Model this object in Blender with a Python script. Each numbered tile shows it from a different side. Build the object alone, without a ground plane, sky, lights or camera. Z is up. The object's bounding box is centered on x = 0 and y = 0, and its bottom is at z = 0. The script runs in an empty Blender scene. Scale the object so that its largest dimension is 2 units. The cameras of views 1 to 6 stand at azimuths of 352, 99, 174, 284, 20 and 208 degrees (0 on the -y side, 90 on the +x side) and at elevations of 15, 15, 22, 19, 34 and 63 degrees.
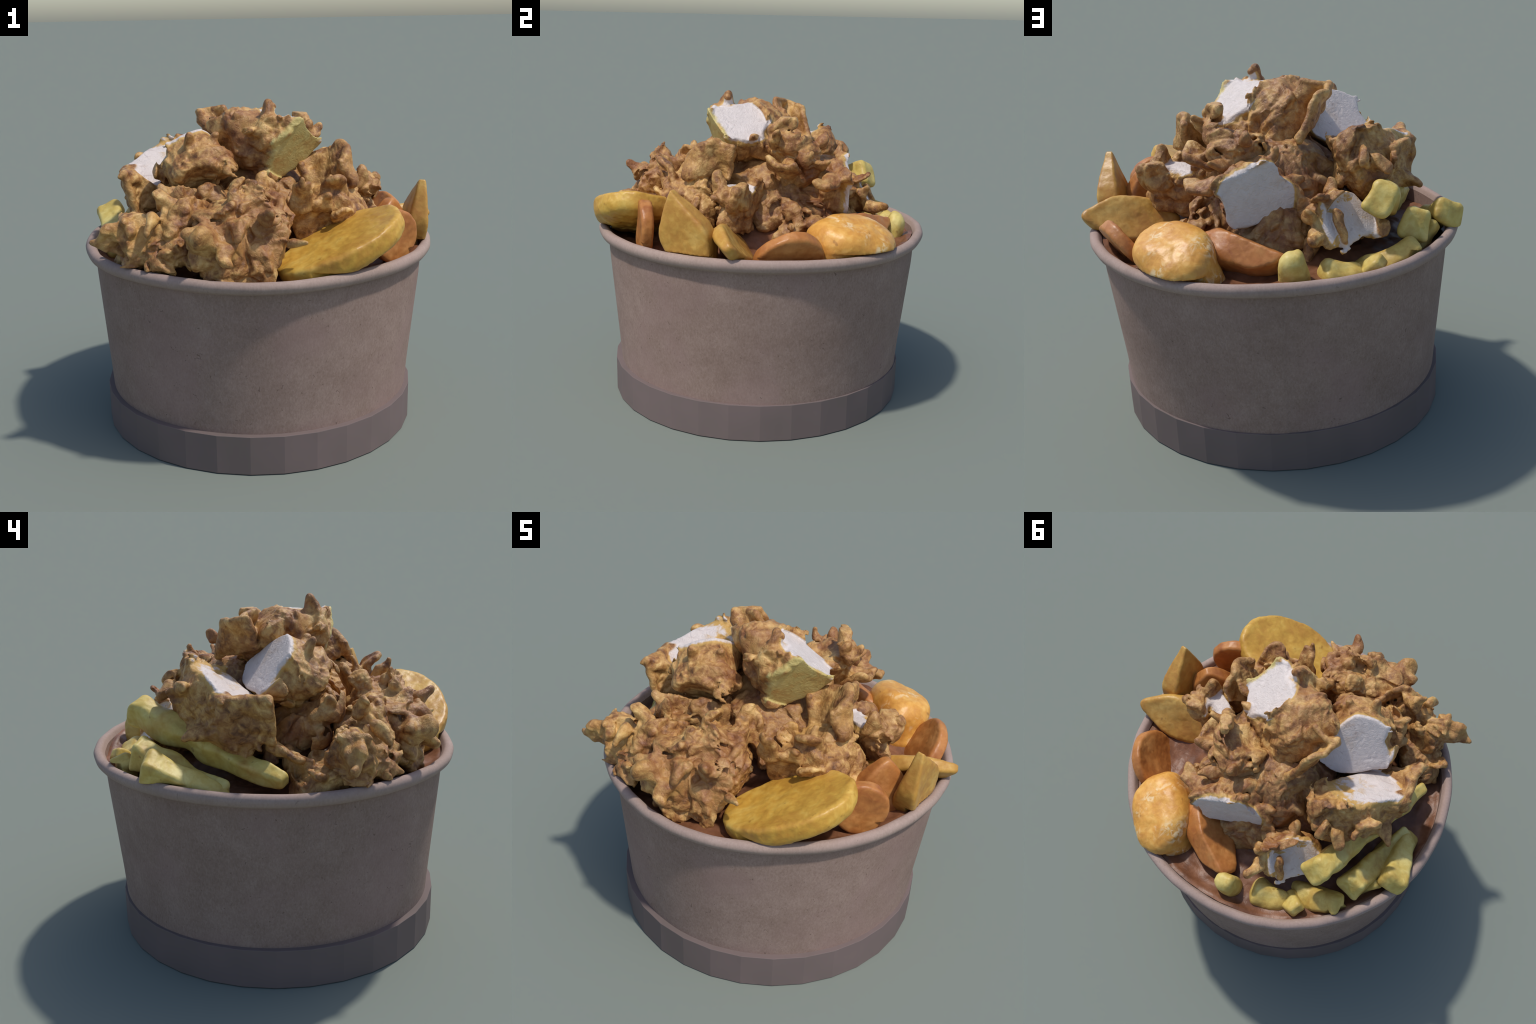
"""Paper bowl on a faceted base, heaped with crusted chicken pieces, potato
slices and fries.  Everything is built from hulls, spikes, curled flakes and
slabs blended as distance fields and then meshed."""
import bpy, bmesh, math
import numpy as np
from mathutils import Vector

# ------------------------------------------------------------------ noise
_perm_rng = np.random.default_rng(5)
_PERM = np.tile(_perm_rng.permutation(256), 3).astype(np.int32)
_GRAD = _perm_rng.normal(size=(256, 3)); _GRAD = (_GRAD / np.linalg.norm(_GRAD, axis=1, keepdims=True)).astype(np.float32)

def perlin(P, freq, seed):
    """Gradient noise, about -1..1."""
    q = (P * freq + seed * 7.31).astype(np.float32)
    i = np.floor(q); f = q - i; i = i.astype(np.int32) & 255
    w = f * f * f * (f * (f * 6 - 15) + 10); w1 = 1 - w
    out = np.zeros(len(P), np.float32)
    for cx in (0, 1):
        px = _PERM[i[:, 0] + cx]; wx = w[:, 0] if cx else w1[:, 0]; dx = f[:, 0] - cx
        for cy in (0, 1):
            py = _PERM[px + i[:, 1] + cy]; wxy = wx * (w[:, 1] if cy else w1[:, 1]); dy = f[:, 1] - cy
            for cz in (0, 1):
                g = _GRAD[_PERM[py + i[:, 2] + cz]]
                out += (g[:, 0] * dx + g[:, 1] * dy + g[:, 2] * (f[:, 2] - cz)) * wxy * (w[:, 2] if cz else w1[:, 2])
    return out * 1.5

def warp(P, freq, amp, seed):
    return P + amp * np.stack([perlin(P, freq, seed + k) for k in range(3)], 1)

def worley(P, freq, seed):
    """Distances to the nearest and second nearest scattered point."""
    q = (P * freq + seed * 5.17).astype(np.float32)
    i = np.floor(q); f = q - i; i = i.astype(np.int32)
    f1 = np.full(len(P), 9, np.float32); f2 = f1.copy()
    for ox in (-1, 0, 1):
        px = _PERM[(i[:, 0] + ox) & 255]
        for oy in (-1, 0, 1):
            py = _PERM[px + ((i[:, 1] + oy) & 255)]
            for oz in (-1, 0, 1):
                g = _GRAD[_PERM[py + ((i[:, 2] + oz) & 255)]] * 0.45
                dx = f[:, 0] - (ox + .5 + g[:, 0]); dy = f[:, 1] - (oy + .5 + g[:, 1]); dz = f[:, 2] - (oz + .5 + g[:, 2])
                d = dx * dx + dy * dy + dz * dz
                f2 = np.minimum(f2, np.maximum(f1, d)); f1 = np.minimum(f1, d)
    return np.sqrt(f1), np.sqrt(f2)

def crust_relief(P, seed, size=1.0):
    """Fried batter: folded worms, popped lumps with creases, layered flakes, wrinkles."""
    P = P / size
    q = warp(P, 5.5, 0.07, seed)
    n = perlin(q, 6.0, seed + 5)
    ridge = 1.0 - 2.0 * np.sqrt(n * n + 0.006)
    f1, f2 = worley(q, 10.5, seed + 2)
    lump = np.clip(1.0 - 1.15 * f1 * f1, 0, 1)
    crease = np.clip((f2 - f1) / 0.22, 0, 1)
    t = perlin(q, 8.0, seed + 41) * 3.2
    fr = t - np.floor(t)
    step = (np.floor(t) + np.clip((fr - 0.55) / 0.45, 0, 1) ** 2) / 3.2
    n3 = perlin(q, 34.0, seed + 13)
    patch = np.clip(0.85 + 1.1 * perlin(P, 3.5, seed + 23), 0.5, 1.3)
    n4 = perlin(q, 17.0, seed + 19)
    return ((0.034 * (ridge - 0.45) + 0.024 * (lump * (0.6 + 0.4 * crease) - 0.34)) * patch + 0.016 * step
            + 0.012 * (0.45 - 1.7 * np.abs(n4)) * patch + 0.0045 * (0.5 - 1.6 * np.abs(n3)))

# ------------------------------------------------------------------ fields
def V(*a): return np.array(a, float)
def unit(a):
    a = np.asarray(a, float); return a / np.linalg.norm(a)
def smin(a, b, k):
    h = np.clip(0.5 + 0.5 * (b - a) / k, 0, 1)
    return b + (a - b) * h - k * h * (1 - h)
def smax(a, b, k): return -smin(-a, -b, k)

def hull_planes(points):
    bm = bmesh.new()
    for p in points: bm.verts.new(p)
    bmesh.ops.convex_hull(bm, input=bm.verts)
    bm.normal_update()
    c = np.mean(np.array(points), 0)
    pl = []
    for f in bm.faces:
        n = np.array(f.normal)
        if np.linalg.norm(n) < .5: continue
        d = n @ np.array(f.verts[0].co)
        if n @ c - d > 0: n, d = -n, -d
        if not any(abs(n @ m - 1) < 1e-3 and abs(d - e) < 1e-3 for m, e in pl):
            pl.append((n, d))
    bm.free()
    return pl

def inside_bowl(F):
    """Whatever lies below the rim stays inside the bowl wall."""
    X, Y, Z = F.ax[0][:, None, None], F.ax[1][None, :, None], F.ax[2][None, None, :]
    r = np.hypot(X + 0.028, Y + 0.006)
    lim = np.minimum(0.906, 0.910 - 0.0789 * (1.03 - Z))
    over = np.clip((Z - 1.088) / 0.012, -9, 9)
    F.D = np.maximum(F.D, np.minimum(r - lim, 1.056 - Z + 0 * r))

def largest_part(verts, quads):
    """Drop crumbs that float free of the piece."""
    lab = np.arange(len(verts)); a = quads[:, [0, 1, 2]].ravel(); b = quads[:, [1, 2, 3]].ravel()
    while True:
        m = np.minimum(lab[a], lab[b]); new = lab.copy()
        np.minimum.at(new, lab[a], m); np.minimum.at(new, lab[b], m)
        new = np.minimum(new, new[new]); new = new[new]
        if (new == lab).all(): break
        lab = new
    keep = lab == np.bincount(lab).argmax()
    idx = np.cumsum(keep) - 1
    return verts[keep], idx[quads[keep[quads[:, 0]]]]

class Field:
    def __init__(self, lo, hi, h):
        self.h = h
        self.ax = [np.arange(lo[k], hi[k] + h, h) for k in range(3)]
        self.n = [len(a) for a in self.ax]
        self.D = np.full(self.n, 1.0)
    def window(self, lo, hi):
        s = []
        for k in range(3):
            a = max(0, int((lo[k] - self.ax[k][0]) / self.h) - 1)
            b = min(self.n[k], int((hi[k] - self.ax[k][0]) / self.h) + 2)
            if b <= a: return None
            s.append(slice(a, b))
        return tuple(s)
    def pts(self, s):
        g = np.meshgrid(self.ax[0][s[0]], self.ax[1][s[1]], self.ax[2][s[2]], indexing='ij')
        return np.stack(g, -1)
    def points_at(self, mask):
        i = np.nonzero(mask)
        return np.stack([self.ax[k][i[k]] for k in range(3)], 1)
    def blend(self, lo, hi, fn, k, cut=False):
        m = 0.06 + k
        s = self.window(lo - m, hi + m)
        if s is None: return
        P = self.pts(s)
        d = fn(P.reshape(-1, 3)).reshape(P.shape[:3])
        self.D[s] = smin(self.D[s], d, k)
    def hull(self, pts, rnd=0.02, k=0.03):
        pts = np.array(pts, float); pl = hull_planes(pts)
        def fn(P):
            t = 0.011
            P = P + 0.016 * np.sin(P[:, [1, 2, 0]] * 11.0 + pts[0, 0] * 40) + 0.010 * np.sin(P[:, [2, 0, 1]] * 23.0 + pts[0, 1] * 40)
            N = np.array([n for n, d in pl], np.float32); E = np.array([d for n, d in pl], np.float32)
            m = N @ P.T.astype(np.float32) - E[:, None]
            mx = m.max(0)
            w = np.abs(mx) < 0.08
            mx[w] += t * np.log(np.exp((m[:, w] - mx[w]) / t).sum(0))
            return mx - rnd * 0.3
        self.blend(pts.min(0), pts.max(0), fn, k)
    def spike(self, a, b, ra, rb, k=0.025):
        a, b = np.array(a, float), np.array(b, float); ab = b - a; L = ab @ ab
        def fn(P):
            P = P + 0.010 * np.sin(P[:, [1, 2, 0]] * 31.0 + a[0] * 50) + 0.005 * np.sin(P[:, [2, 0, 1]] * 67.0)
            t = np.clip((P - a) @ ab / L, 0, 1)
            return np.linalg.norm(P - a - t[:, None] * ab, axis=1) - (ra + (rb - ra) * t)
        R = max(ra, rb)
        self.blend(np.minimum(a, b) - R, np.maximum(a, b) + R, fn, k)
    def flake(self, p, nrm, up, R, t, curl, k=0.016):
        """Small curled disc of batter standing on the crust."""
        n = unit(nrm); e1 = unit(np.array(up) - (np.array(up) @ n) * n); e2 = np.cross(n, e1); p = np.array(p, float)
        def fn(P):
            d = P - p; x, y, z = d @ e1, d @ e2 * 1.0, d @ n
            r = np.hypot(x, y * 1.25) + 0.12 * R * np.sin(3 * np.arctan2(y, x) + p[0] * 90)
            z = z - curl * (x * x + 0.6 * y * y) / R
            return np.hypot(np.maximum(r - R + t, 0), z) - t
        self.blend(p - R, p + R, fn, k)
    def flap(self, p00, p10, p01, p11, bulge, thick=0.014, ripple=0.012, seed=0, k=0.02):
        """Thin curled sheet of batter between four corners."""
        c = [np.array(p, float) for p in (p00, p10, p01, p11)]
        span = max(np.linalg.norm(c[0] - c[3]), np.linalg.norm(c[1] - c[2]))
        n = int(np.clip(span / (thick * 0.8), 8, 22))
        u, v = np.meshgrid(np.linspace(0, 1, n), np.linspace(0, 1, n))
        u, v = u.ravel()[:, None], v.ravel()[:, None]
        S = c[0] * (1 - u) * (1 - v) + c[1] * u * (1 - v) + c[2] * (1 - u) * v + c[3] * u * v
        S = S + np.array(bulge) * (4 * u * (1 - u)) * (1 - v * 0.3)
        nrm = unit(np.cross(c[1] - c[0], c[2] - c[0]))
        S = S + nrm * ripple * perlin(S, 14.0, seed + 77)[:, None] * 2
        def fn(P):
            d2 = np.full(len(P), 9.0)
            for q in S: d2 = np.minimum(d2, ((P - q) ** 2).sum(1))
            return np.sqrt(d2) - thick
        self.blend(S.min(0) - thick, S.max(0) + thick, fn, k)
    def relief(self, fn, band=0.062, keep=None):
        idx = np.abs(self.D) < band
        P = self.points_at(idx)
        v = fn(P)
        if keep is not None: v = v * keep(P)
        self.D[idx] -= v
    def cut(self, n, d, k=0.008, crack=0.0, seed=0, bc=None, br=9.0):
        pl = (self.ax[0][:, None, None] * n[0] + self.ax[1][None, :, None] * n[1] + self.ax[2][None, None, :] * n[2] - d).ravel()
        if crack:
            near = (np.abs(pl) < 0.03) & (self.D.ravel() < 0.03)
            q = self.points_at(near.reshape(self.n))
            c = perlin(warp(q, 12, 0.03, seed), 16.0, seed + 1)
            pl[near] += crack * (0.6 * perlin(q, 6, seed + 2) + np.clip(0.12 - np.abs(c), 0, 1) * 5 * np.clip(perlin(q, 9, seed + 4) * 2, 0, 1))
        pl = pl.reshape(self.n)
        if br < 5:
            r = np.sqrt((self.ax[0][:, None, None] - bc[0]) ** 2 + (self.ax[1][None, :, None] - bc[1]) ** 2 + (self.ax[2][None, None, :] - bc[2]) ** 2)
            X, Y, Z = self.ax[0][:, None, None], self.ax[1][None, :, None], self.ax[2][None, None, :]
            r = r + 0.022 * np.sin(23 * X + 17 * Z + seed) + 0.018 * np.sin(31 * Y - 27 * X + 2 * seed) + 0.014 * np.sin(52 * Z + 41 * Y + seed)
            pl = pl - np.clip((r - br) / 0.05, 0, 1) * 0.12
        self.D = smax(self.D, pl, k)
    def mesh(self):
        """Surface nets."""
        D = self.D; n = self.n
        D[0] = D[-1] = 1; D[:, 0] = D[:, -1] = 1; D[:, :, 0] = D[:, :, -1] = 1
        S = D < 0
        cs = np.zeros([k - 1 for k in n], int)
        for o in np.ndindex(2, 2, 2):
            cs += S[o[0]:n[0] - 1 + o[0], o[1]:n[1] - 1 + o[1], o[2]:n[2] - 1 + o[2]]
        act = (cs > 0) & (cs < 8)
        idx = np.full(act.shape, -1); cells = np.argwhere(act); idx[act] = np.arange(len(cells))
        acc = np.zeros((len(cells), 3)); cnt = np.zeros(len(cells))
        for axis in range(3):
            for o in np.ndindex(2, 2):
                e = np.insert(np.array(o), axis, 0); f = e.copy(); f[axis] = 1
                a = cells + e; b = cells + f
                da = D[a[:, 0], a[:, 1], a[:, 2]]; db = D[b[:, 0], b[:, 1], b[:, 2]]
                x = (da < 0) != (db < 0)
                t = np.where(x, da / np.where(x, da - db, 1), 0)
                p = e + t[:, None] * (f - e)
                acc += p * x[:, None]; cnt += x
        verts = (cells + acc / cnt[:, None]) * self.h + np.array([a[0] for a in self.ax])
        quads = []
        for axis in range(3):
            A = S.swapaxes(0, axis)[:-1].swapaxes(0, axis); B = S.swapaxes(0, axis)[1:].swapaxes(0, axis)
            ed = np.argwhere(A != B)
            u, v = (axis + 1) % 3, (axis + 2) % 3
            ed = ed[(ed[:, u] > 0) & (ed[:, v] > 0)]
            def at(du, dv):
                q = ed.copy(); q[:, u] -= du; q[:, v] -= dv
                q = np.minimum(q, np.array(act.shape) - 1)
                return idx[q[:, 0], q[:, 1], q[:, 2]]
            Q = np.stack([at(1, 1), at(0, 1), at(0, 0), at(1, 0)], 1)
            flip = ~S[ed[:, 0], ed[:, 1], ed[:, 2]]
            Q[flip] = Q[flip][:, ::-1]
            quads.append(Q)
        quads = np.concatenate(quads)
        return largest_part(verts, quads[(quads >= 0).all(1)])

# ------------------------------------------------------------------ objects
def raw_mesh(name, verts, quads, normals=None):
    me = bpy.data.meshes.new(name)
    me.vertices.add(len(verts)); me.vertices.foreach_set("co", np.asarray(verts, np.float32).ravel())
    me.loops.add(quads.size); me.loops.foreach_set("vertex_index", quads.ravel().astype(np.int32))
    me.polygons.add(len(quads))
    me.polygons.foreach_set("loop_start", np.arange(0, quads.size, 4, dtype=np.int32))
    me.update(calc_edges=True); me.validate()
    me.polygons.foreach_set("use_smooth", [True] * len(me.polygons))
    if normals is not None: me.normals_split_custom_set_from_vertices(normals)
    return me

def add_object(name, me, loc, mat, parent=None):
    ob = bpy.data.objects.new(name, me); ob.location = loc
    if mat: me.materials.append(mat)
    bpy.context.collection.objects.link(ob)
    if parent:
        ob.parent = parent; ob.location = (0, 0, 0)
    return ob

def vertex_normals(me):
    a = np.zeros(len(me.vertices) * 3, np.float32)
    me.vertex_normals.foreach_get("vector", a)
    return a.reshape(-1, 3)

def tag(ob, label, category):
    ob["label"] = label; ob["category"] = category

# ------------------------------------------------------------------ materials
class Nodes:
    def __init__(self, name):
        self.m = bpy.data.materials.new(name); self.m.use_nodes = True
        self.t = self.m.node_tree; self.b = self.t.nodes["Principled BSDF"]
        self.co = self.t.nodes.new("ShaderNodeTexCoord").outputs["Object"]
    def new(self, kind, **kw):
        n = self.t.nodes.new(kind)
        for k, v in kw.items(): setattr(n, k, v)
        return n
    def link(self, a, b): self.t.links.new(a, b)
    def noise(self, scale, detail=4, rough=0.55, dist=0.0, vec=None):
        n = self.new("ShaderNodeTexNoise"); n.inputs["Scale"].default_value = scale
        n.inputs["Detail"].default_value = detail; n.inputs["Roughness"].default_value = rough
        n.inputs["Distortion"].default_value = dist
        self.link(vec or self.co, n.inputs["Vector"]); return n.outputs["Fac"]
    def ramp(self, fac, stops, interp='LINEAR'):
        r = self.new("ShaderNodeValToRGB"); e = r.color_ramp.elements; r.color_ramp.interpolation = interp
        while len(e) < len(stops): e.new(0.5)
        for x, (p, c) in zip(e, stops):
            x.position = p; x.color = (*c, 1) if len(c) == 3 else c
        self.link(fac, r.inputs["Fac"]); return r.outputs["Color"]
    def math(self, op, a, b=None, c=None):
        n = self.new("ShaderNodeMath", operation=op)
        for i, x in enumerate((a, b, c)):
            if x is None: continue
            if isinstance(x, (int, float)): n.inputs[i].default_value = x
            else: self.link(x, n.inputs[i])
        return n.outputs[0]
    def smooth(self, x, lo, hi):
        n = self.new("ShaderNodeMapRange", interpolation_type='SMOOTHSTEP')
        self.link(x, n.inputs[0]); n.inputs[1].default_value = lo; n.inputs[2].default_value = hi
        return n.outputs[0]
    def mix(self, fac, a, b, blend='MIX'):
        n = self.new("ShaderNodeMix", data_type='RGBA', blend_type=blend)
        for s, x in ((n.inputs[0], fac), (n.inputs[6], a), (n.inputs[7], b)):
            if isinstance(x, (int, float)): s.default_value = x
            elif isinstance(x, tuple): s.default_value = (*x, 1)
            else: self.link(x, s)
        return n.outputs[2]
    def dot(self, n_):
        n = self.new("ShaderNodeVectorMath", operation='DOT_PRODUCT')
        self.link(self.co, n.inputs[0]); n.inputs[1].default_value = tuple(float(x) for x in n_)
        return n.outputs["Value"]
    def bump(self, height, strength, dist):
        n = self.new("ShaderNodeBump"); n.inputs["Strength"].default_value = strength
        n.inputs["Distance"].default_value = dist
        self.link(height, n.inputs["Height"]); self.link(n.outputs[0], self.b.inputs["Normal"])
    def done(self, col, rough=0.6, spec=0.3, sss=0.0):
        if isinstance(col, tuple): self.b.inputs["Base Color"].default_value = (*col, 1)
        else: self.link(col, self.b.inputs["Base Color"])
        if isinstance(rough, (int, float)): self.b.inputs["Roughness"].default_value = rough
        else: self.link(rough, self.b.inputs["Roughness"])
        self.b.inputs["Specular IOR Level"].default_value = spec
        return self.m

def srgb(r, g, b):
    f = lambda c: ((c / 255 + .055) / 1.055) ** 2.4 if c > 10 else c / 255 / 12.92
    return (f(r), f(g), f(b))

WHITE = srgb(214, 202, 195)
def crust_material(cuts, centre, tone=0.0, seed=0):
    """Fried batter; flat cut faces show white meat with a golden rim."""
    k = Nodes("fried_crust")
    off = k.new("ShaderNodeVectorMath", operation='ADD'); k.link(k.co, off.inputs[0])
    off.inputs[1].default_value = tuple(float(c) for c in centre); w = off.outputs[0]
    a = k.noise(9, 5, 0.6, 0.6, w); b = k.noise(24, 4, 0.6, 0.8, w); c = k.noise(3.2, 2, 0.5, 0.3, w)
    f = k.math('ADD', k.math('MULTIPLY', a, 0.55), k.math('MULTIPLY', b, 0.45))
    col = k.ramp(f, [(0.36, srgb(104, 66, 38)), (0.45, srgb(152, 106, 60)), (0.54, srgb(188, 144, 86)),
                     (0.65, srgb(218, 180, 116))])
    red = k.smooth(c, 0.47, 0.64)
    col = k.mix(k.math('MULTIPLY', red, 0.45), col, srgb(132, 80, 52))
    gold = k.smooth(k.noise(4.1, 2, 0.5, 0.2, w), 0.56, 0.74)
    col = k.mix(k.math('MULTIPLY', gold, 0.5), col, srgb(198, 152, 80))
    if tone: col = k.mix(tone, col, srgb(120, 78, 58))
    speck = k.smooth(k.noise(75, 2, 0.6, 0, w), 0.68, 0.76)
    col = k.mix(k.math('MULTIPLY', speck, 0.35), col, srgb(110, 68, 44))
    edge = k.math('MULTIPLY', k.math('SUBTRACT', k.noise(14, 4, 0.65, 0.5, w), 0.5), 0.07)
    for kind, n, d, wob, bc, br in cuts:
        flat = k.math('SUBTRACT', k.dot(n), float(d - np.dot(n, centre)))
        x = k.math('ADD', flat, k.math('MULTIPLY', edge, wob))
        below = k.math('SUBTRACT', 1.0, k.smooth(flat, 0.006, 0.014))
        if br < 5:
            dv = k.new("ShaderNodeVectorMath", operation='DISTANCE'); k.link(w, dv.inputs[0]); dv.inputs[1].default_value = tuple(float(v) for v in bc)
            out = k.smooth(k.math('ADD', dv.outputs["Value"], k.math('MULTIPLY', edge, wob)), br - 0.005, br + 0.05)
            x = k.math('SUBTRACT', x, k.math('MULTIPLY', out, 0.08))
        on = lambda lo, hi: k.math('MULTIPLY', below, k.smooth(x, lo, hi))
        if kind == 'white':
            face = k.ramp(k.noise(20, 5, 0.6, 0, w), [(0.35, srgb(206, 194, 187)), (0.6, WHITE)])
            col = k.mix(on(-0.05, -0.024), col, srgb(196, 156, 88))
            fib = k.new("ShaderNodeMapping"); fib.inputs["Rotation"].default_value = (0.5, 0.9, 0.3); fib.inputs["Scale"].default_value = (6, 34, 34); k.link(w, fib.inputs[0])
            face = k.mix(k.math('MULTIPLY', k.smooth(k.noise(1.0, 4, 0.6, 1.0, fib.outputs[0]), 0.58, 0.72), 0.45), face, srgb(168, 146, 138))
            stain = k.smooth(k.noise(8, 4, 0.6, 0.6, w), 0.56, 0.70)
            face = k.mix(k.math('MULTIPLY', stain, 0.25), face, srgb(186, 150, 112))
            col = k.mix(on(-0.024, -0.010), col, face)
        elif kind == 'dull':
            col = k.mix(on(-0.03, -0.008), col, srgb(128, 98, 86))
        else:
            skin = k.ramp(k.noise(11, 4, 0.6, 0.5, w), [(0.3, srgb(190, 148, 84)), (0.5, srgb(198, 176, 108)), (0.7, srgb(208, 192, 128))])
            col = k.mix(on(-0.03, -0.008), col, skin)
    k.bump(k.noise(34, 5, 0.62, 1.6, w), 0.6, 0.010)
    return k.done(col, 0.46, 0.4)

def potato_material(name, lo, mid, hi, seed=0, flake=0.0, stain=0.4, rough=0.42):
    k = Nodes(name)
    off = k.new("ShaderNodeVectorMath", operation='ADD'); k.link(k.co, off.inputs[0])
    off.inputs[1].default_value = (seed * 3.7, seed * 1.3, seed * 2.1); w = off.outputs[0]
    f = k.math('ADD', k.math('MULTIPLY', k.noise(5, 3, 0.5, 0.4, w), 0.6), k.math('MULTIPLY', k.noise(22, 4, 0.6, 0.6, w), 0.4))
    col = k.ramp(f, [(0.32, lo), (0.5, mid), (0.66, hi)])
    st = k.smooth(k.noise(3.4, 3, 0.5, 0.3, w), 0.55, 0.72)
    col = k.mix(k.math('MULTIPLY', st, stain), col, srgb(176, 108, 54))
    col = k.mix(k.math('MULTIPLY', k.smooth(k.noise(9, 4, 0.65, 1.2, w), 0.5, 0.68), 0.35), col, lo)
    spot = k.smooth(k.noise(17, 2, 0.5, 0, w), 0.68, 0.75)
    col = k.mix(k.math('MULTIPLY', spot, 0.5), col, srgb(130, 84, 40))
    if flake:
        m = k.math('MULTIPLY', k.smooth(k.noise(5.5, 3, 0.5, 0.3, w), 0.50, 0.64), k.smooth(k.noise(26, 4, 0.6, 1.0, w), 0.46, 0.60))
        col = k.mix(k.math('MULTIPLY', m, flake), col, srgb(232, 206, 160))
    k.bump(k.noise(34, 4, 0.55, 0.5, w), 0.22, 0.008)
    return k.done(col, rough, 0.4)

def paper_material(lift=0.0):
    k = Nodes("kraft_paper")
    st = k.new("ShaderNodeMapping"); st.inputs["Scale"].default_value = (1, 1, 0.6); k.link(k.co, st.inputs[0])
    fib = k.noise(95, 4, 0.65, 0.6, st.outputs[0]); big = k.noise(3.0, 3, 0.55, 0.2); mid = k.noise(13, 3, 0.55)
    f = k.math('ADD', k.math('MULTIPLY', fib, 0.5), k.math('ADD', k.math('MULTIPLY', big, 0.3), k.math('MULTIPLY', mid, 0.2)))
    col = k.ramp(f, [(0.38, srgb(131, 109, 98)), (0.5, srgb(143, 121, 110)), (0.62, srgb(155, 133, 122))])
    col = k.mix(k.math('MULTIPLY', k.smooth(k.noise(2.2, 2, 0.5), 0.5, 0.7), 0.4), col, srgb(146, 120, 114))
    sp = k.smooth(k.noise(38, 1, 0.4, 1.8), 0.73, 0.77)
    col = k.mix(k.math('MULTIPLY', sp, 0.6), col, srgb(95, 75, 66))
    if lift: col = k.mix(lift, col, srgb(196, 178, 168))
    k.bump(fib, 0.15, 0.004)
    return k.done(col, 0.8, 0.2)

def base_material():
    k = Nodes("base_board")
    col = k.ramp(k.noise(2.5, 2, 0.5), [(0.35, srgb(108, 96, 92)), (0.65, srgb(116, 101, 98))])
    return k.done(col, 0.75, 0.2)

def sauce_material():
    k = Nodes("brown_sauce")
    f = k.math('ADD', k.math('MULTIPLY', k.noise(5, 3, 0.5, 0.5), 0.6), k.math('MULTIPLY', k.noise(24, 4, 0.6), 0.4))
    col = k.ramp(f, [(0.33, srgb(88, 55, 36)), (0.5, srgb(114, 74, 50)), (0.66, srgb(136, 94, 68))])
    k.bump(k.noise(30, 4, 0.6, 0.4), 0.3, 0.01)
    return k.done(col, 0.45, 0.4)

# ------------------------------------------------------------------ bowl
CX, CY = -0.028, -0.006
def revolve(name, profile, seg=256, centre=(CX, CY), wobble=None):
    th = np.linspace(0, 2 * np.pi, seg, endpoint=False)
    pr = np.array(profile); n = len(pr)
    v = np.zeros((n, seg, 3))
    for i, (r, z) in enumerate(pr):
        dr, dz = wobble(th, r, z) if wobble else (0, 0)
        v[i, :, 0] = centre[0] + (r + dr) * np.cos(th); v[i, :, 1] = centre[1] + (r + dr) * np.sin(th); v[i, :, 2] = z + dz
    q = []
    j = np.arange(seg); j2 = (j + 1) % seg
    for i in range(n - 1):
        q.append(np.stack([i * seg + j, i * seg + j2, (i + 1) * seg + j2, (i + 1) * seg + j], 1))
    return raw_mesh(name, v.reshape(-1, 3), np.concatenate(q))

def smooth_profile(ctrl, per=6):
    c = np.array([ctrl[0]] + list(ctrl) + [ctrl[-1]], float); out = []
    for i in range(1, len(c) - 2):
        for t in np.linspace(0, 1, per, endpoint=False):
            a, b, d, e = c[i - 1:i + 3]
            out.append(0.5 * (2 * b + (d - a) * t + (2 * a - 5 * b + 4 * d - e) * t * t + (3 * b - 3 * d + e - a) * t ** 3))
    out.append(c[-2]); return out

SEAM = math.radians(84.6)
def bowl_wobble(th, r, z):
    up = np.clip((z - 0.9) / 0.15, 0, 1)
    dr = 0.0035 * np.sin(3 * th + 0.6) + 0.002 * np.sin(7 * th + 1.1)
    kink = 0.007 * (np.abs(((th * 26 / (2 * np.pi) + 0.35 * np.sin(3 * th)) % 1) - 0.5) - 0.25)
    dz = up * (0.006 * np.sin(2 * th + 2.1) + 0.004 * np.sin(5 * th + 0.4))
    past = (th - SEAM + np.pi) % (2 * np.pi) - np.pi
    seam = np.where((past > -0.35) & (past < 0), 0.0045, 0) * (z < 0.98) * (r > 0.8)
    lean = np.clip((z - 0.35) / 0.5, 0, 1) * 0.012 * (0.75 + 0.7 * np.cos(th - 0.75))
    dr = dr + lean / (0.4 + up)
    return dr * (0.4 + up) + kink * up - seam * 0 + seam * np.clip(1 + past / 0.35, 0, 1), dz

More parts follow.
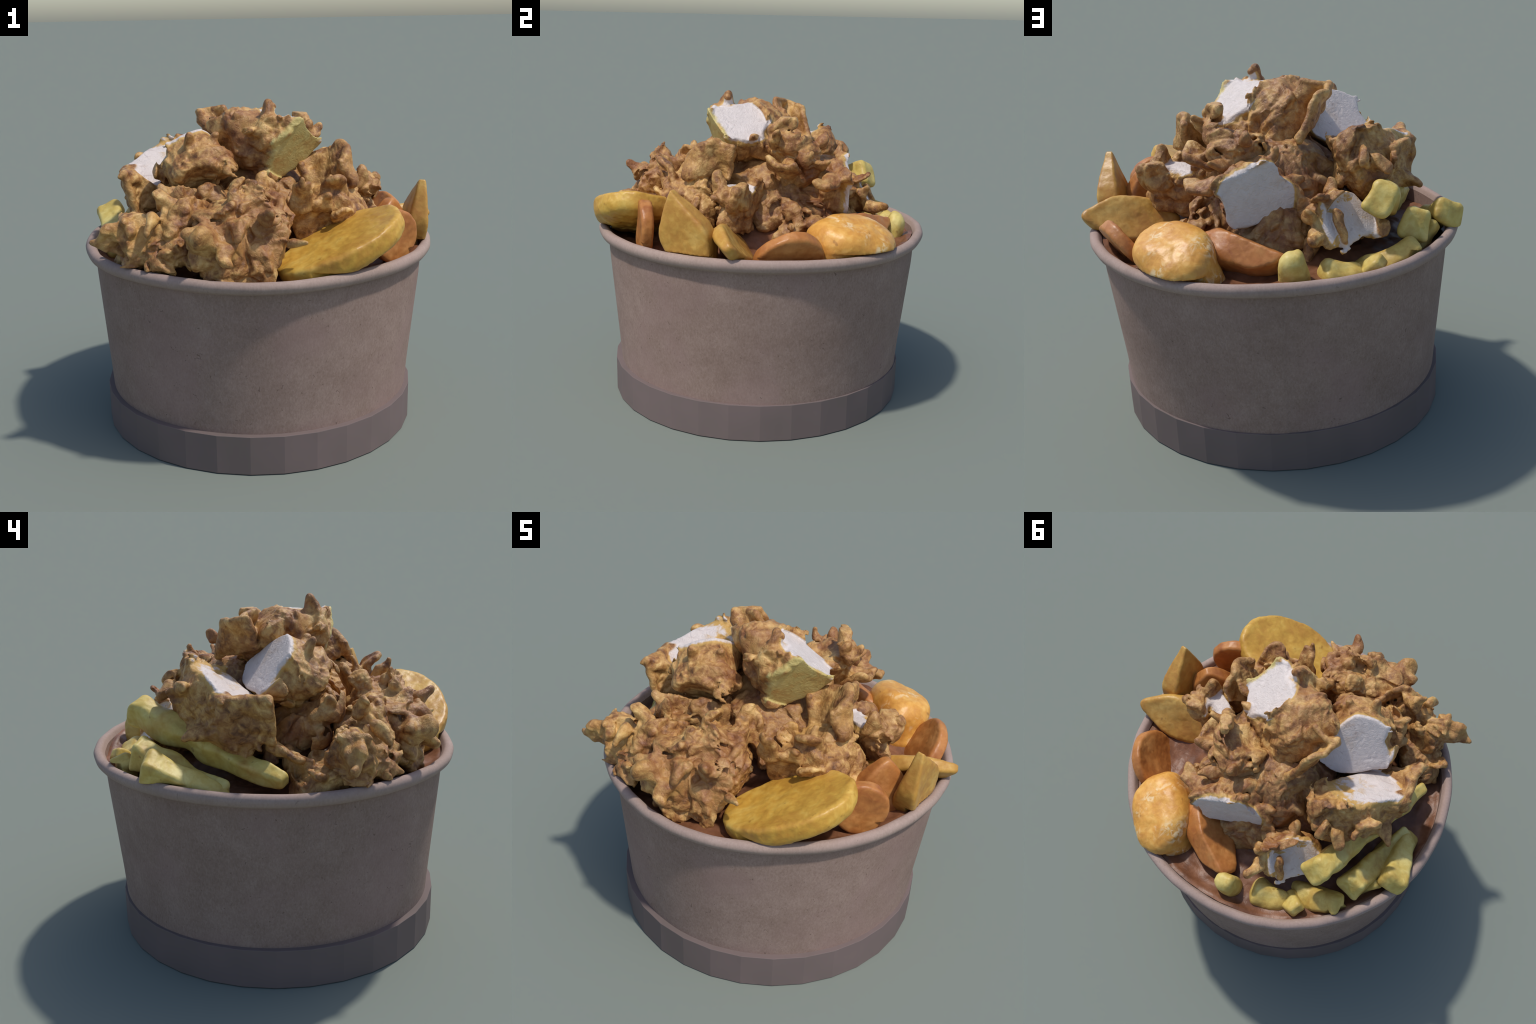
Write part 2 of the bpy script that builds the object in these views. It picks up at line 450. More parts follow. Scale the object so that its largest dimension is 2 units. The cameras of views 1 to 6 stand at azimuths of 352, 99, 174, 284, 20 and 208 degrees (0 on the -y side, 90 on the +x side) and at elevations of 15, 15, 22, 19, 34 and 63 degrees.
def build_bowl():
    root = bpy.data.objects.new("paper_bowl", None); bpy.context.collection.objects.link(root)
    tag(root, "round kraft paper bowl with rolled rim on faceted base", "food bowl")
    paper = paper_material()
    wall_r = lambda z: 0.8455 + 0.075 * z
    zs = np.linspace(0.16, 0.972, 28)
    wall = [(wall_r(z), z) for z in zs]
    lip = smooth_profile([(wall_r(0.972), 0.972), (0.926, 0.978), (0.944, 0.983), (0.960, 0.992), (0.970, 1.008), (0.973, 1.024),
                          (0.968, 1.039), (0.956, 1.049), (0.940, 1.051), (0.926, 1.044), (0.912, 1.022)])
    inner = [(0.912 - 0.0789 * (1.022 - z), z) for z in np.linspace(1.022, 0.24, 16)][1:]
    floor = [(0.6, 0.235), (0.3, 0.235), (0.001, 0.235)]
    add_object("bowl_wall", revolve("bowl_wall", wall + [], wobble=bowl_wobble, seg=512), (0, 0, 0), paper, root)
    add_object("bowl_rim", revolve("bowl_rim", lip, wobble=bowl_wobble, seg=512), (0, 0, 0), paper_material(0.22), root)  # rim paper lightened to carry the sunlit highlight along the lip
    add_object("bowl_lining", revolve("bowl_lining", [(0.912, 1.022)] + inner + floor, wobble=bowl_wobble, seg=512), (0, 0, 0), paper, root)
    # faceted base: 32-sided disc
    bm = bmesh.new(); N = 32; R = 0.886; H = 0.211; cx, cy = -0.032, -0.018
    rings = []
    for r, z in ((R - 0.004, 0.0), (R, 0.004), (R, H - 0.0015), (R - 0.0015, H)):
        rings.append([bm.verts.new((cx + r * math.cos(2 * math.pi * i / N), cy + r * math.sin(2 * math.pi * i / N), z)) for i in range(N)])
    for a, b in zip(rings, rings[1:]):
        for i in range(N): bm.faces.new((a[i], a[(i + 1) % N], b[(i + 1) % N], b[i]))
    bm.faces.new(rings[0][::-1]); bm.faces.new(rings[-1])
    me = bpy.data.meshes.new("base_disc"); bm.to_mesh(me); bm.free()
    add_object("base_disc", me, (0, 0, 0), base_material(), root)
    # sauce filling: height field with a mound under the pieces
    seg, nr = 240, 90
    th = np.linspace(0, 2 * np.pi, seg, endpoint=False); rr = np.linspace(0.0, 0.904, nr)
    T, Rr = np.meshgrid(th, rr); Rr = Rr * (1 + (bowl_wobble(T, 0.905, 1.0)[0] + 0.005) / 0.904); X = CX + Rr * np.cos(T); Y = CY + Rr * np.sin(T)
    P = np.stack([X.ravel(), Y.ravel(), 0 * X.ravel()], 1)
    Z = sauce_height(P[:, 0], P[:, 1])
    P[:, 2] = Z
    i = np.arange(nr - 1)[:, None] * seg; j = np.arange(seg)[None]; j2 = (j + 1) % seg
    Q = np.stack([i + j, i + seg + j, i + seg + j2, i + j2], -1).reshape(-1, 4)
    add_object("sauce_filling", raw_mesh("sauce_filling", P, Q), (0, 0, 0), sauce_material(), root)

def sauce_height(x, y):
    r = np.hypot(x - CX, y - CY) / 0.9; a = np.arctan2(y - CY, x - CX)
    base = 0.965 + 0.03 * np.cos(a + 0.2) + 0.018 * np.clip(np.sin(a), 0, 1)
    mound = 0.22 * np.clip(1 - r / 0.85, 0, 1) ** 1.1
    P = np.stack([x, y, 0 * x], 1)
    meniscus = 0.022 * np.clip((r - 0.93) / 0.07, 0, 1) ** 2
    pit = 0.075 * np.exp(-((x - .58) ** 2 + (y - .22) ** 2) / .02)
    fill = 0.035 * np.exp(-((x + .72) ** 2 + (y - .52) ** 2) / .05) + 0.02 * np.exp(-((x) ** 2 + (y - .85) ** 2) / .06)
    return base + fill - pit + mound + meniscus + 0.028 * perlin(P, 5, 3) + 0.010 * perlin(P, 15, 5) + 0.004 * perlin(P, 36, 7)

# ------------------------------------------------------------------ chicken
rng = np.random.default_rng(11)
def chicken(hulls, spikes=(), flaps=(), cuts=(), seed=0, flakes=16, amp=1.0, tone=0.0, h=0.0058, shrink=0.012, label=None, size=1.15):
    allp = np.concatenate([np.array(q, float) for q in hulls] + [np.array([s[0], s[1]], float) for s in spikes]
                          + [np.array(f[:4], float) for f in flaps])
    lo, hi = allp.min(0) - 0.075, allp.max(0) + 0.075
    F = Field(lo, hi, h)
    for q in hulls: F.hull(q)
    F.D += shrink
    rg = np.random.default_rng(seed + 100)
    # small curled crumbs on the crust
    for q in hulls:
        pl = hull_planes(q); c = np.mean(np.array(q), 0)
        for _ in range(flakes * 2 // 3):
            d = unit(rg.normal(size=3)); d[2] = abs(d[2]) * 0.9 - 0.15; d = unit(d)
            t = min([(e - n @ c) / (n @ d) for n, e in pl if n @ d > 1e-3])
            nn = max(pl, key=lambda m: (m[0] @ d) / max(1e-4, m[1] - m[0] @ c))[0]
            p = c + d * (t - 0.012)
            if any(p @ n > e - 0.05 and np.linalg.norm(p - bc) < br + 0.03 for kk, n, e, w, bc, br in cuts): continue
            side = unit(np.cross(nn, rg.normal(size=3)))
            lean = rg.uniform(0.7, 2.0)
            R = rg.uniform(0.042, 0.078)
            up = unit(nn + lean * side)
            F.flake(p + up * R * rg.uniform(0.1, 0.45), unit(side - lean * nn + 0.3 * rg.normal(size=3)), up, R, rg.uniform(0.010, 0.014), rg.uniform(-.2, 1.1), 0.018)
    def keep(P):
        m = np.full(len(P), amp)
        for kk, n, e, w, bc, br in cuts:
            far = np.clip((np.linalg.norm(P - bc, axis=1) - br) / 0.04 + 1, 0, 1)
            m = m * np.maximum(far, np.clip((e - P @ n) / 0.045, 0.0, 1))
        return m
    F.relief(lambda P: crust_relief(P, seed * 7 + 3, size), keep=keep)
    for kk, n, e, w, bc, br in cuts: F.cut(n, e, 0.007, 0.006 if kk == 'white' else 0.004, seed, bc, br)
    if spikes or flaps:
        body, F.D = F.D, np.full(F.n, 1.0)
        for a, b, ra, rb in spikes: F.spike(a, b, ra, rb)
        for i, f in enumerate(flaps): F.flap(*f[:4], bulge=f[4], thick=f[5] if len(f) > 5 else 0.013, seed=seed + i)
        F.relief(lambda P: 0.3 * crust_relief(P, seed * 7 + 3, size), band=0.04)
        F.D = smin(body, F.D, 0.022)
    inside_bowl(F)
    verts, quads = F.mesh()
    centre = np.mean(allp, 0)
    whole = raw_mesh("chicken_piece", verts - centre, quads)
    nrm = vertex_normals(whole)
    mat = crust_material(cuts, centre, tone, seed)
    fc = verts[quads].mean(1); fn = nrm[quads].mean(1)
    meat = np.zeros(len(quads), bool)
    for kk, n, e, w, bc, br in cuts:
        if kk == 'white': meat |= (np.abs(fc @ n - e) < 0.012) & (fn @ n > 0.6) & (np.linalg.norm(fc - bc, axis=1) < br + 0.03)
    bpy.data.meshes.remove(whole)
    def part(sel, name):
        q = quads[sel]; used, inv = np.unique(q, return_inverse=True)
        return raw_mesh(name, verts[used] - centre, inv.reshape(-1, 4), nrm[used])
    ob = add_object("chicken_piece", part(~meat, "chicken_piece"), centre, mat)
    tag(ob, label or "crunchy golden brown fried chicken chunk with ragged crust", "fried chicken")
    if meat.sum() > 50:
        add_object("white_meat", part(meat, "white_meat"), centre, mat, ob)
    return ob

def plane(pts, out, kind='white', wob=1.0, push=0.0, bound=None):
    """Best plane through points, facing `out`."""
    p = np.array(pts, float); c = p.mean(0)
    n = np.linalg.svd(p - c)[2][2]
    if n @ np.array(out) < 0: n = -n
    return (kind, n, float(n @ c) + push, wob, np.array(bound[0] if bound else c, float), bound[1] if bound else 9.0)

def build_chicken():
    # top piece: bright slanted face, pale side panel, tall flap behind
    A1, A2, A3, A4 = (.195, -.273, 1.693), (.287, -.138, 1.606), (.222, -.049, 1.592), (-.069, .047, 1.756)
    face = plane([A1, A2, A3, A4], (.5, .2, .8), wob=0.7, bound=((.14, -.115, 1.655), .178))
    side = plane([(.288, -.14, 1.61), (.11, -.237, 1.454), (.0, -.245, 1.50), (.19, -.275, 1.69)], (.1, -.9, -.3), 'skin', push=0.012, bound=((.15, -.25, 1.56), .19))
    chicken([[(.22, -.31, 1.72), (.335, -.14, 1.63), (.28, .0, 1.60), (-.02, .08, 1.78), (.0, -.29, 1.75), (.14, -.29, 1.415), (-.03, -.27, 1.44), (.26, -.16, 1.47), (-.13, -.17, 1.78),
              (-.26, -.06, 1.70), (-.24, -.05, 1.54), (-.10, .18, 1.48), (.14, .10, 1.44), (-.24, .12, 1.58), (-.10, .14, 1.74)]],
            spikes=[((.0, -.21, 1.74), (.025, -.210, 1.812), .030, .012), ((-.03, -.24, 1.68), (.02, -.28, 1.62), .03, .03),
                    ((.02, -.27, 1.62), (.09, -.29, 1.65), .028, .022)],
            flaps=[((.02, -.215, 1.81), (.035, -.205, 1.79), (-.04, -.27, 1.66), (.0, -.28, 1.67), (-.01, -.015, 0), .017),
                   ((-.338, .055, 1.745), (-.235, .2, 1.72), (-.27, .02, 1.60), (-.14, .26, 1.52), (-.02, 0, 0), .018),
                   ((-.335, .055, 1.745), (-.2, .05, 1.765), (-.25, .05, 1.65), (-.15, .05, 1.68), (0, .02, 0), .016)],
            cuts=[face, side], seed=1, flakes=8, shrink=.002)
    # left rear block, white face sloping into the crevice
    fB = plane([(-.60, .25, 1.572), (-.533, -.024, 1.388), (-.684, .10, 1.462), (-.394, .137, 1.485), (-.635, .16, 1.50)], (.1, -.5, .85), wob=0.9, push=.004, bound=((-.53, .11, 1.48), .20))
    chicken([[(-.28, .32, 1.53), (-.44, .36, 1.60), (-.61, .28, 1.60), (-.74, .06, 1.48), (-.76, -.14, 1.45), (-.50, -.10, 1.42), (-.26, .2, 1.50),
              (-.33, .44, 1.36), (-.47, .46, 1.36), (-.63, .36, 1.33), (-.74, .2, 1.24), (-.72, -.14, 1.24), (-.70, 0, 1.10), (-.45, .42, 1.20), (-.60, .36, 1.2), (-.4, .0, 1.15)]],
            spikes=[((-.70, .2, 1.25), (-.764, .263, 1.225), .035, .014), ((-.72, -.1, 1.4), (-.780, -.155, 1.45), .03, .014),
                    ((-.72, .07, 1.42), (-.785, .08, 1.43), .03, .018), ((-.42, .33, 1.55), (-.44, .355, 1.575), .03, .018), ((-.68, -.15, 1.2), (-.71, -.28, 1.14), .035, .02),
                    ((-.62, .33, 1.45), (-.68, .30, 1.47), .04, .025), ((-.5, .42, 1.42), (-.53, .45, 1.40), .045, .03)],
            flaps=[((-.77, .085, 1.43), (-.755, -.15, 1.445), (-.73, .08, 1.24), (-.70, -.15, 1.23), (0, 0, 0), .02)],
            cuts=[fB], seed=2, flakes=7, shrink=0.022, size=1.15)
    # centre left nugget, white face to the rear
    fC = plane([(-.50, -.17, 1.60), (-.56, -.09, 1.50), (-.275, .10, 1.47), (-.32, -.06, 1.62)], (.0, .8, .4), wob=0.6, push=-.006, bound=((-.42, -.04, 1.55), .21))
    chicken([[(-.41, -.29, 1.63), (-.53, -.17, 1.64), (-.36, -.12, 1.69), (-.27, -.24, 1.65), (-.173, -.335, 1.47), (-.60, -.17, 1.46), (-.58, -.06, 1.42),
              (-.28, .17, 1.45), (-.22, .02, 1.60), (-.38, -.42, 1.50), (-.55, -.38, 1.44), (-.2, -.36, 1.44), (-.3, -.2, 1.36), (-.45, -.15, 1.30)]],
            spikes=[((-.29, -.24, 1.6), (-.28, -.25, 1.66), .04, .024), ((-.4, -.27, 1.58), (-.41, -.29, 1.64), .04, .024)],
            cuts=[fC], seed=3, flakes=6, size=1.25)
    # dark lump below it
    chicken([[(-.56, -.42, 1.42), (-.36, -.36, 1.40), (-.2, -.3, 1.38), (-.46, -.2, 1.32), (-.54, -.25, 1.12), (-.52, -.36, 1.06), (-.3, -.40, 1.22), (-.1, -.2, 1.25),
              (-.3, .05, 1.25), (-.6, -.05, 1.1), (-.45, -.42, 1.1)]],
            spikes=[((-.54, -.34, 1.3), (-.58, -.42, 1.40), .045, .02), ((-.5, -.25, 1.25), (-.58, -.36, 1.27), .045, .02)], seed=4, tone=0.25)
    # front nugget
    chicken([[(-.056, -.42, 1.42), (-.25, -.53, 1.43), (-.13, -.66, 1.42), (-.09, -.82, 1.33), (.03, -.66, 1.33), (.05, -.82, 1.19), (-.26, -.75, 1.35), (-.41, -.5, 1.28),
              (-.48, -.76, 1.24), (-.34, -.85, 1.10), (-.48, -.82, 1.18), (-.02, -.84, 1.12), (-.05, -.82, .98), (-.38, -.80, .98), (0, -.45, 1.1), (-.4, -.5, 1.05)]],
            spikes=[((.03, -.81, 1.2), (.08, -.853, 1.184), .028, .011), ((-.40, -.80, 1.22), (-.42, -.85, 1.235), .07, .058), ((-.43, -.78, 1.24), (-.485, -.79, 1.265), .05, .03), ((-.30, -.84, 1.18), (-.30, -.885, 1.14), .045, .035), ((-.06, -.44, 1.40), (-.056, -.40, 1.46), .04, .024),
                    ((-.09, -.80, 1.30), (-.077, -.845, 1.34), .04, .028), ((-.26, -.72, 1.33), (-.256, -.755, 1.365), .04, .026), ((-.02, -.6, 1.36), (.0, -.7, 1.34), .035, .022)],
            flaps=[((-.05, -.39, 1.44), (.02, -.42, 1.36), (-.02, -.46, 1.30), (.05, -.46, 1.24), (.02, .02, 0), .016)],
            seed=5, flakes=16, size=1.0)
    # front left piece reaching over the rim
    chicken([[(-.60, -.56, 1.38), (-.52, -.60, 1.37), (-.434, -.56, 1.31), (-.76, -.40, 1.20), (-.83, -.58, 1.22), (-.77, -.56, 1.26), (-.77, -.60, 1.06), (-.57, -.76, 1.05),
              (-.67, -.69, 1.04), (-.45, -.78, 1.08), (-.5, -.4, 1.05), (-.73, -.42, 1.05)],
             [(-.6, -.56, 1.3), (-.45, -.5, 1.30), (-.35, -.45, 1.27), (-.5, -.65, 1.15), (-.4, -.4, 1.1)]],
            spikes=[((-.58, -.55, 1.36), (-.606, -.568, 1.42), .04, .02), ((-.8, -.56, 1.22), (-.94, -.571, 1.176), .045, .009), ((-.8, -.57, 1.22), (-.87, -.605, 1.262), .045, .02),
                    ((-.52, -.58, 1.36), (-.48, -.65, 1.34), .035, .02), ((-.65, -.62, 1.3), (-.66, -.7, 1.24), .035, .022)],
            flaps=[((-.86, -.60, 1.26), (-.935, -.571, 1.178), (-.78, -.5, 1.22), (-.8, -.55, 1.12), (0, 0, -.02), .015),
                   ((-.5, -.62, 1.38), (-.36, -.5, 1.33), (-.55, -.66, 1.27), (-.4, -.6, 1.25), (0, -.02, .02), .018)],
            seed=6, flakes=12, size=1.0)
    # low crumb chunk against the wall
    chicken([[(-.80, -.36, 1.10), (-.80, -.54, 1.10), (-.68, -.22, 1.06), (-.83, -.45, .98), (-.60, -.40, 1.16), (-.74, -.60, 1.08), (-.6, -.3, .96), (-.76, -.28, .95), (-.6, -.6, .96)]],
            flaps=[((-.60, -.20, 1.16), (-.72, -.34, 1.14), (-.62, -.22, 1.02), (-.74, -.36, 1.0), (-.03, 0, 0), .018)], seed=14, flakes=7, shrink=.004, tone=.12)
    # right front slab of pale crust with upturned flakes
    chicken([[(.08, -.50, 1.08), (.08, -.53, 1.27), (.16, -.57, 1.32), (.30, -.52, 1.38), (.45, -.5, 1.27), (.50, -.46, 1.08), (.55, -.30, 1.25), (.58, -.2, 1.12),
              (.42, -.2, 1.44), (.30, -.22, 1.36), (.1, -.35, 1.25), (.2, -.2, 1.1), (.46, -.33, 1.36)]],
            spikes=[((.15, -.55, 1.34), (.122, -.614, 1.46), .03, .014), ((.3, -.42, 1.33), (.325, -.393, 1.42), .025, .014)],
            flaps=[((.27, -.53, 1.44), (.36, -.50, 1.43), (.25, -.48, 1.34), (.38, -.45, 1.36), (.0, -.02, .02), .016),
                   ((.40, -.19, 1.575), (.385, -.34, 1.495), (.38, -.18, 1.40), (.46, -.36, 1.38), (.04, 0, .02), .022),
                   ((.20, -.17, 1.46), (.41, -.20, 1.57), (.25, -.22, 1.33), (.40, -.34, 1.46), (0, .05, 0), .022),
                   ((.39, -.19, 1.57), (.42, -.10, 1.55), (.35, -.16, 1.38), (.41, -.12, 1.38), (0, .0, .0), .02),
                   ((.10, -.56, 1.42), (.15, -.61, 1.44), (.08, -.52, 1.28), (.17, -.55, 1.30), (.0, -.01, 0), .016),
                   ((.20, -.55, 1.33), (.27, -.56, 1.36), (.2, -.5, 1.28), (.28, -.5, 1.28), (.0, .02, 0), .016)],
            cuts=[], seed=7, flakes=3, amp=0.8, size=1.15)
    # right piece with white top
    fJ = plane([(.475, -.11, 1.345), (.40, -.12, 1.35), (.45, -.03, 1.335)], (0, .3, .9), 'white', 1.0, bound=((.45, -.07, 1.34), .10))
    chicken([[(.646, -.08, 1.33), (.56, -.14, 1.41), (.42, -.15, 1.42), (.65, -.14, 1.30), (.62, .0, 1.26), (.46, .0, 1.05), (.62, -.1, 1.05), (.35, .05, 1.34), (.3, .05, 1.1), (.5, .06, 1.2)]],
            spikes=[((.54, -.14, 1.37), (.555, -.149, 1.43), .03, .02), ((.62, -.09, 1.32), (.655, -.085, 1.35), .03, .016), ((.58, -.06, 1.32), (.60, -.02, 1.35), .03, .016)],
            seed=8, cuts=[fJ], flakes=12, tone=0.1)
    # right rear cluster under the top piece
    chicken([[(.35, .13, 1.62), (.28, .11, 1.64), (.12, .35, 1.57), (.02, .29, 1.54), (.31, .215, 1.46), (.24, .40, 1.46), (.2, .0, 1.52), (.32, .08, 1.50), (.0, .25, 1.45), (.24, .2, 1.25), (.05, .3, 1.25), (.26, .1, 1.3)]],
            spikes=[((.32, .13, 1.59), (.375, .13, 1.64), .035, .024), ((.28, .12, 1.6), (.295, .116, 1.64), .03, .018), ((.13, .36, 1.55), (.14, .39, 1.59), .03, .018),
                    ((.30, .2, 1.46), (.41, .23, 1.46), .035, .014), ((.25, .38, 1.46), (.32, .44, 1.47), .03, .014)],
            flaps=[((.40, .10, 1.50), (.41, .25, 1.47), (.30, .10, 1.42), (.30, .26, 1.40), (.02, 0, -.02), .016)],
            seed=9, flakes=6, amp=1.1, shrink=.018)
    # rear piece with big white face
    fH = plane([(.303, .553, 1.298), (.245, .555, 1.179), (-.021, .50, 1.418), (-.06, .47, 1.30)], (0, .9, .2), 'white', 0.9, push=-.006, bound=((.115, .52, 1.305), .185))
    chicken([[(.36, .57, 1.34), (.29, .60, 1.12), (-.03, .53, 1.48), (-.12, .49, 1.37), (-.11, .49, 1.21), (.19, .52, 1.50), (.05, .45, 1.535), (.34, .46, 1.42), (.20, .35, 1.2), (-.05, .3, 1.25), (.1, .25, 1.4)]],
            spikes=[((-.07, .42, 1.36), (-.118, .423, 1.357), .03, .012), ((.3, .46, 1.38), (.437, .386, 1.373), .035, .016), ((.02, .46, 1.5), (.01, .46, 1.545), .03, .016),
                    ((.30, .5, 1.2), (.35, .49, 1.12), .03, .02)],
            flaps=[((.44, .36, 1.38), (.43, .44, 1.36), (.34, .40, 1.36), (.33, .48, 1.34), (0, 0, -.02), .015)],
            seed=10, cuts=[fH], flakes=7, size=1.2)
    # torn rear left piece
    fI = plane([(-.299, .494, 1.265), (-.16, .615, 1.274), (-.306, .652, 1.076), (-.517, .55, 1.099)], (-.1, .9, .4), 'white', 2.2, bound=((-.33, .58, 1.18), .16))
    chicken([[(-.27, .42, 1.33), (-.12, .62, 1.30), (-.30, .54, 1.30), (-.53, .56, 1.12), (-.42, .46, 1.26), (-.12, .70, 1.17), (-.12, .5, 1.2), (-.32, .70, 1.06), (-.18, .71, 1.06), (-.2, .4, 1.1), (-.4, .42, 1.05)]],
            spikes=[((-.14, .65, 1.15), (-.113, .73, 1.158), .04, .027), ((-.26, .44, 1.28), (-.27, .41, 1.335), .04, .022), ((-.13, .6, 1.24), (-.117, .633, 1.264), .035, .018),
                    ((-.15, .55, 1.08), (-.1, .6, 1.0), .04, .03), ((-.24, .62, 1.24), (-.27, .66, 1.10), .02, .02)],
            seed=11, cuts=[fI], flakes=9)
    # low shards behind the big round potato
    chicken([[(.43, .14, 1.16), (.40, .32, 1.18), (.32, .42, 1.15), (.28, .25, 1.26), (.38, .18, 1.24), (.46, .25, .98), (.3, .48, .98), (.4, .1, .98)]],
            seed=13, tone=0.3, flakes=12, label="low scrap of fried chicken crust in a darker brown")
    # core of the heap: crust in a darker brown tone that the other pieces lean on
    chicken([[(.15, -.28, 1.30), (-.15, -.28, 1.36), (.0, -.2, 1.42), (.30, -.1, 1.36), (.24, .1, 1.46), (-.15, .18, 1.49), (-.02, .29, 1.51), (-.25, .0, 1.44),
              (.30, .20, 1.18), (.25, .46, 1.14), (.0, .50, 1.25), (-.2, .40, 1.29), (-.32, .28, 1.32), (.42, .1, 1.1), (.1, -.42, 1.1), (-.4, -.1, 1.1), (-.3, .45, 1.0), (.05, .62, 1.0)]],
            seed=12, tone=0.3, flakes=10, shrink=0.0, amp=1.2, label="chicken scraps in a darker brown tone filling the middle of the heap")

# ------------------------------------------------------------------ slabs
def frame(L, N):
    L = unit(L); N = np.array(N, float); N = unit(N - (N @ L) * L); return L, np.cross(N, L), N

def slab(name, c, L, N, half, mat, label, category, taper=0.0, dish=0.0, rnd=None, lump=0.006, seed=0, h=0.0065, bend=0.0, power=2.0, tip=0.0, facets=(), belly=0.0, wedge=0.0):
    """Flat rounded potato slice: oval outline, soft edge, slight dish."""
    L, W, N = frame(L, N); c = np.array(c, float); a, b, t = half
    R = np.stack([L, W, N]); ext = np.abs(R.T) @ np.array([a, b, t + abs(bend) + abs(dish) + belly]) + 0.04
    F = Field(c - ext, c + ext, h)
    P = F.pts((slice(None),) * 3).reshape(-1, 3)
    q = (P - c) @ R.T
    q = q + lump * np.stack([perlin(P, 6, seed + 31 + k) for k in range(3)], 1) * 2
    u = q[:, 0] / a
    wid = b * np.clip(1 - taper * u - tip * np.clip(u, 0, 1) ** 2, 0.15, 2)
    z = q[:, 2] - bend * (u * u - 0.4) + dish * np.clip(1 - (u * u + (q[:, 1] / wid) ** 2), 0, 1) * np.sign(q[:, 2])
    if belly: z = np.where(z < 0, z * t / (t + belly * np.clip(1 - u * u - (q[:, 1] / wid) ** 2, 0, 1) ** 0.5), z)
    z = z / np.clip(1 - wedge * np.clip(u + 0.4, 0, 1.4) ** 1.5, 0.2, 1)
    rr = (np.abs(u) ** power + np.abs(q[:, 1] / wid) ** power) ** (1 / power)
    out = (rr - 1) * min(a, b)
    rn = rnd if rnd is not None else t * 0.55
    d = smax(out, np.abs(z) - t, 0.0) if rn <= 0 else \
        np.minimum(np.maximum(out + rn, np.abs(z) - t + rn), 0) + np.hypot(np.maximum(out + rn, 0), np.maximum(np.abs(z) - t + rn, 0)) - rn
    for n, e in facets: d = smax(d, (P - c) @ unit(n) - e, 0.012)
    d = d + 0.003 * perlin(P, 18, seed + 3) + 0.0015 * perlin(P, 40, seed + 4)
    F.D = d.reshape(F.n); inside_bowl(F)
    v, quads = F.mesh()
    ob = add_object(name, raw_mesh(name, v - c, quads), c, mat)
    tag(ob, label, category); return ob

def fry(c, L, N, half, mat, seed=0, bend=0.0, h=0.006, taper=0.0, soft=0.5):
    L, W, N = frame(L, N); c = np.array(c, float); a, b, t = half
    R = np.stack([L, W, N]); ext = np.abs(R.T) @ np.array([a, b, t + abs(bend)]) + 0.03
    F = Field(c - ext, c + ext, h)
    P = F.pts((slice(None),) * 3).reshape(-1, 3)
    q = (P - c) @ R.T + 0.014 * np.stack([perlin(P, 6, seed + k) for k in range(3)], 1) * 2
    q[:, 2] -= bend * ((q[:, 0] / a) ** 2 - 0.3)
    q[:, 1:] /= (1 - taper * q[:, :1] / a)
    r = soft * min(b, t); e = np.abs(q) - (np.array([a, b, t]) - r)
    d = np.linalg.norm(np.maximum(e, 0), axis=1) + np.minimum(e.max(1), 0) - r
    d = d + 0.004 * perlin(P, 14, seed + 9) + 0.0015 * perlin(P, 45, seed + 8)
    F.D = d.reshape(F.n); inside_bowl(F); v, quads = F.mesh()
    ob = add_object("french_fry", raw_mesh("french_fry", v - c, quads), c, mat)
    tag(ob, "pale yellow soft thick-cut french fry", "french fry"); return ob

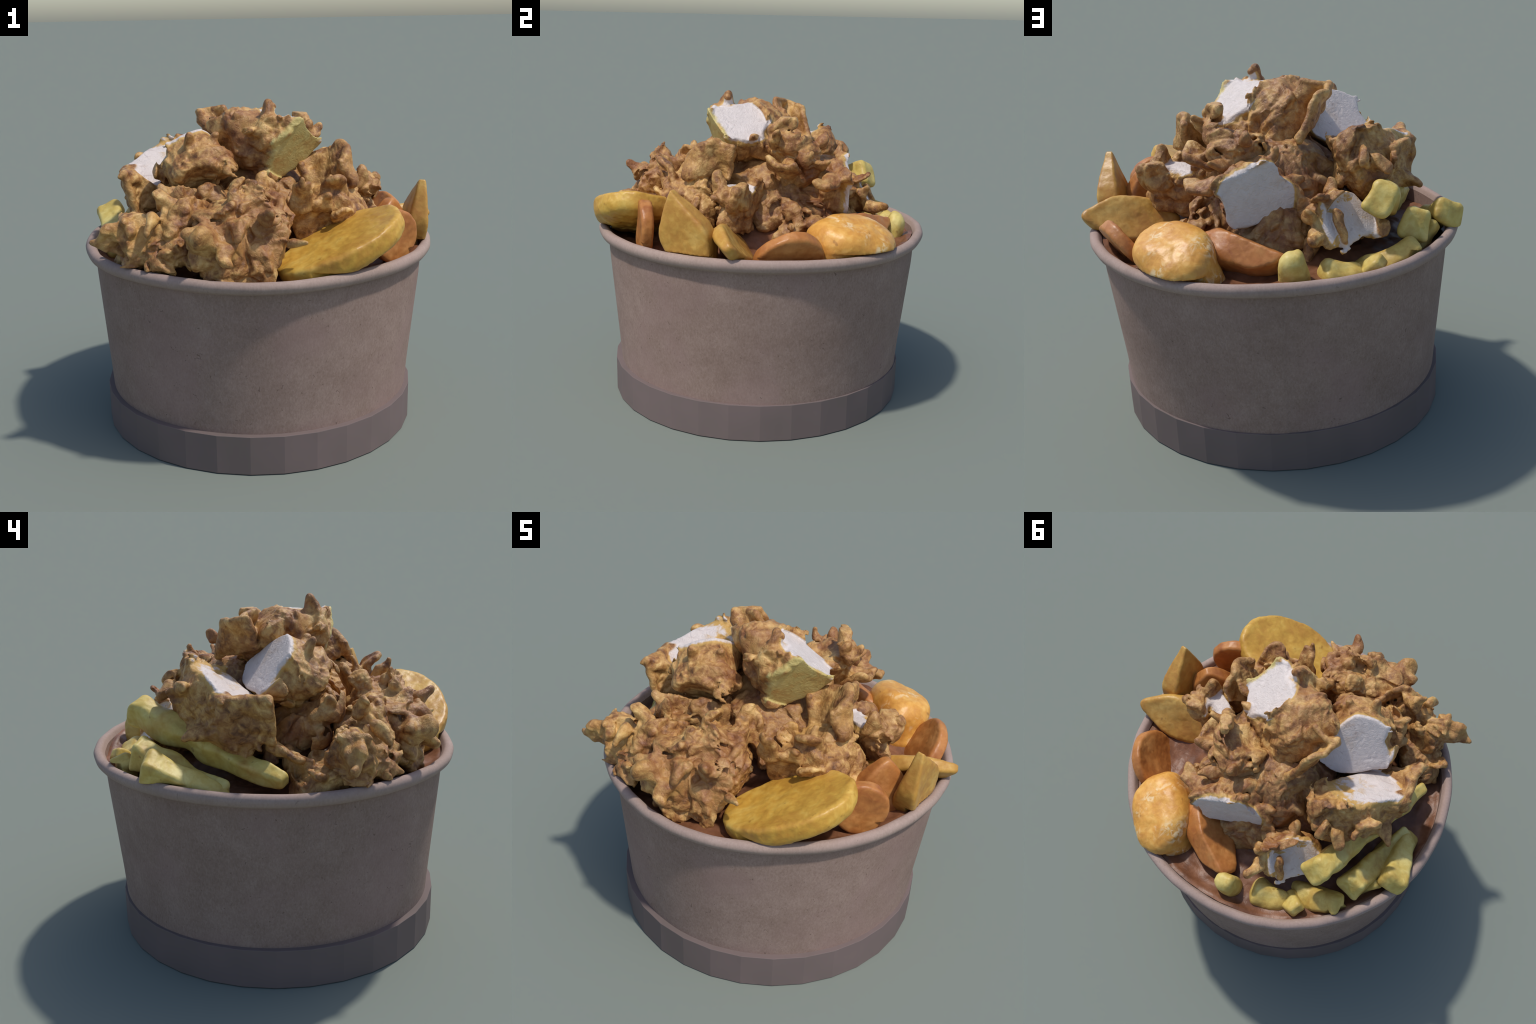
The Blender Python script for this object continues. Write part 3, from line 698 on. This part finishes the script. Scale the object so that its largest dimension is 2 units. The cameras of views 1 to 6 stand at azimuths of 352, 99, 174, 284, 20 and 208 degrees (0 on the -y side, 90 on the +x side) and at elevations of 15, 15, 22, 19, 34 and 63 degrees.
def build_sides():
    yel = lambda s, st=.25: potato_material("yellow_potato", srgb(174, 124, 48), srgb(198, 154, 64), srgb(210, 174, 86), s, 0, st)
    ora = lambda s, st=.6: potato_material("glazed_potato", srgb(148, 86, 42), srgb(176, 114, 58), srgb(196, 138, 78), s, 0, st)
    dull = lambda s: potato_material("waxy_potato", srgb(166, 112, 48), srgb(188, 142, 66), srgb(204, 166, 90), s, 0, .5)
    gold = potato_material("golden_potato", srgb(186, 122, 52), srgb(214, 156, 72), srgb(230, 184, 104), 5, 0.8, .3)
    lab, cat = "flat oval glazed yellow potato slice", "potato slice"
    slab("potato_slice", (.294, -.692, 1.142), (.902, .162, .401), (-.401, -.06, .916), (.352, .246, .040), yel(1), lab, cat, seed=1, dish=.006, taper=-.05, lump=.004, belly=.09)
    slab("potato_slice", (.617, -.545, 1.128), (.6, .3, .7), (.4, -.91, .07), (.145, .148, .033), ora(2), lab, cat, seed=2)
    slab("potato_wedge", (.655, -.31, 1.10), (.1, .1, .98), (.55, -.83, 0), (.19, .13, .07), ora(3), "glazed orange brown potato wedge", "potato wedge", seed=3, tip=.6, rnd=.03, wedge=.35)
    slab("potato_slice", (.825, -.248, 1.135), (.09, -.309, .949), (.951, -.20, -.154), (.262, .14, .072), dull(4), lab, cat, seed=4, tip=.75, power=1.8, wedge=.42, rnd=.025)
    slab("potato_slice", (.745, -.03, 1.075), (.97, .10, .19), (-.25, .70, .66), (.262, .14, .045), dull(6), lab, cat, seed=5, tip=.55, wedge=.2)
    slab("potato_slice", (.755, .278, 1.02), (.393, .425, .815), (.771, .33, -.544), (.195, .185, .035), ora(7, .4), lab, cat, seed=6)
    slab("potato_half", (.505, .578, 1.015), (.47, -.85, .14), (.15, .3, .94), (.25, .178, .195), gold, "whole round golden potato with flaky pale patches", "potato", seed=7, rnd=.13, power=2.1, lump=.012)
    slab("potato_wedge", (.205, .60, 1.08), (-.791, .605, .05), (.459, .489, .741), (.25, .105, .105), ora(8, .5), "glazed orange brown potato wedge", "potato wedge", seed=8, rnd=.06, lump=.006, facets=[((-.45, -.25, .85), .07), ((.35, .75, .55), .10)])
    fr = lambda s: potato_material("pale_fry", srgb(172, 136, 64), srgb(200, 174, 92), srgb(216, 198, 124), s, 0, .35, 0.5)
    fry((-.622, .205, 1.172), (-.347, -.9, -.262), (-.471, -.075, .879), (.475, .060, .060), fr(1), 1, .012, taper=.28)
    fry((-.735, .31, 1.045), (-.284, -.91, -.301), (-.379, -.182, .907), (.28, .064, .068), fr(2), 2, taper=.15)
    fry((-.845, .25, 1.045), (-.1, .90, .40), (-.458, -.115, .882), (.22, .064, .056), fr(3), 3, taper=-.2)
    fry((-.50, .645, .975), (-.779, .108, .50), (.4, .617, .6), (.18, .078, .066), fr(4), 4, taper=.25, soft=.6)
    fry((-.25, .745, .968), (-.983, -.05, .05), (.108, .425, .899), (.115, .078, .062), fr(5), 5, taper=.3, soft=.85)
    fry((-.017, .80, 1.03), (.046, .148, .988), (-.088, .986, -.143), (.112, .068, .058), fr(6), 6, taper=.15, soft=.85)
    fry((-.40, .74, .985), (-.5, .5, .5), (.3, .2, .9), (.09, .05, .045), fr(9), 9, taper=.2)
    fry((-.72, .46, 1.02), (-.5, -.3, .5), (.1, .3, .9), (.10, .05, .045), fr(10), 10, taper=.2)
    fry((-.66, .66, .985), (-.6, .3, .3), (0, .2, .9), (.10, .05, .04), fr(8), 8)

build_bowl()
build_chicken()
build_sides()
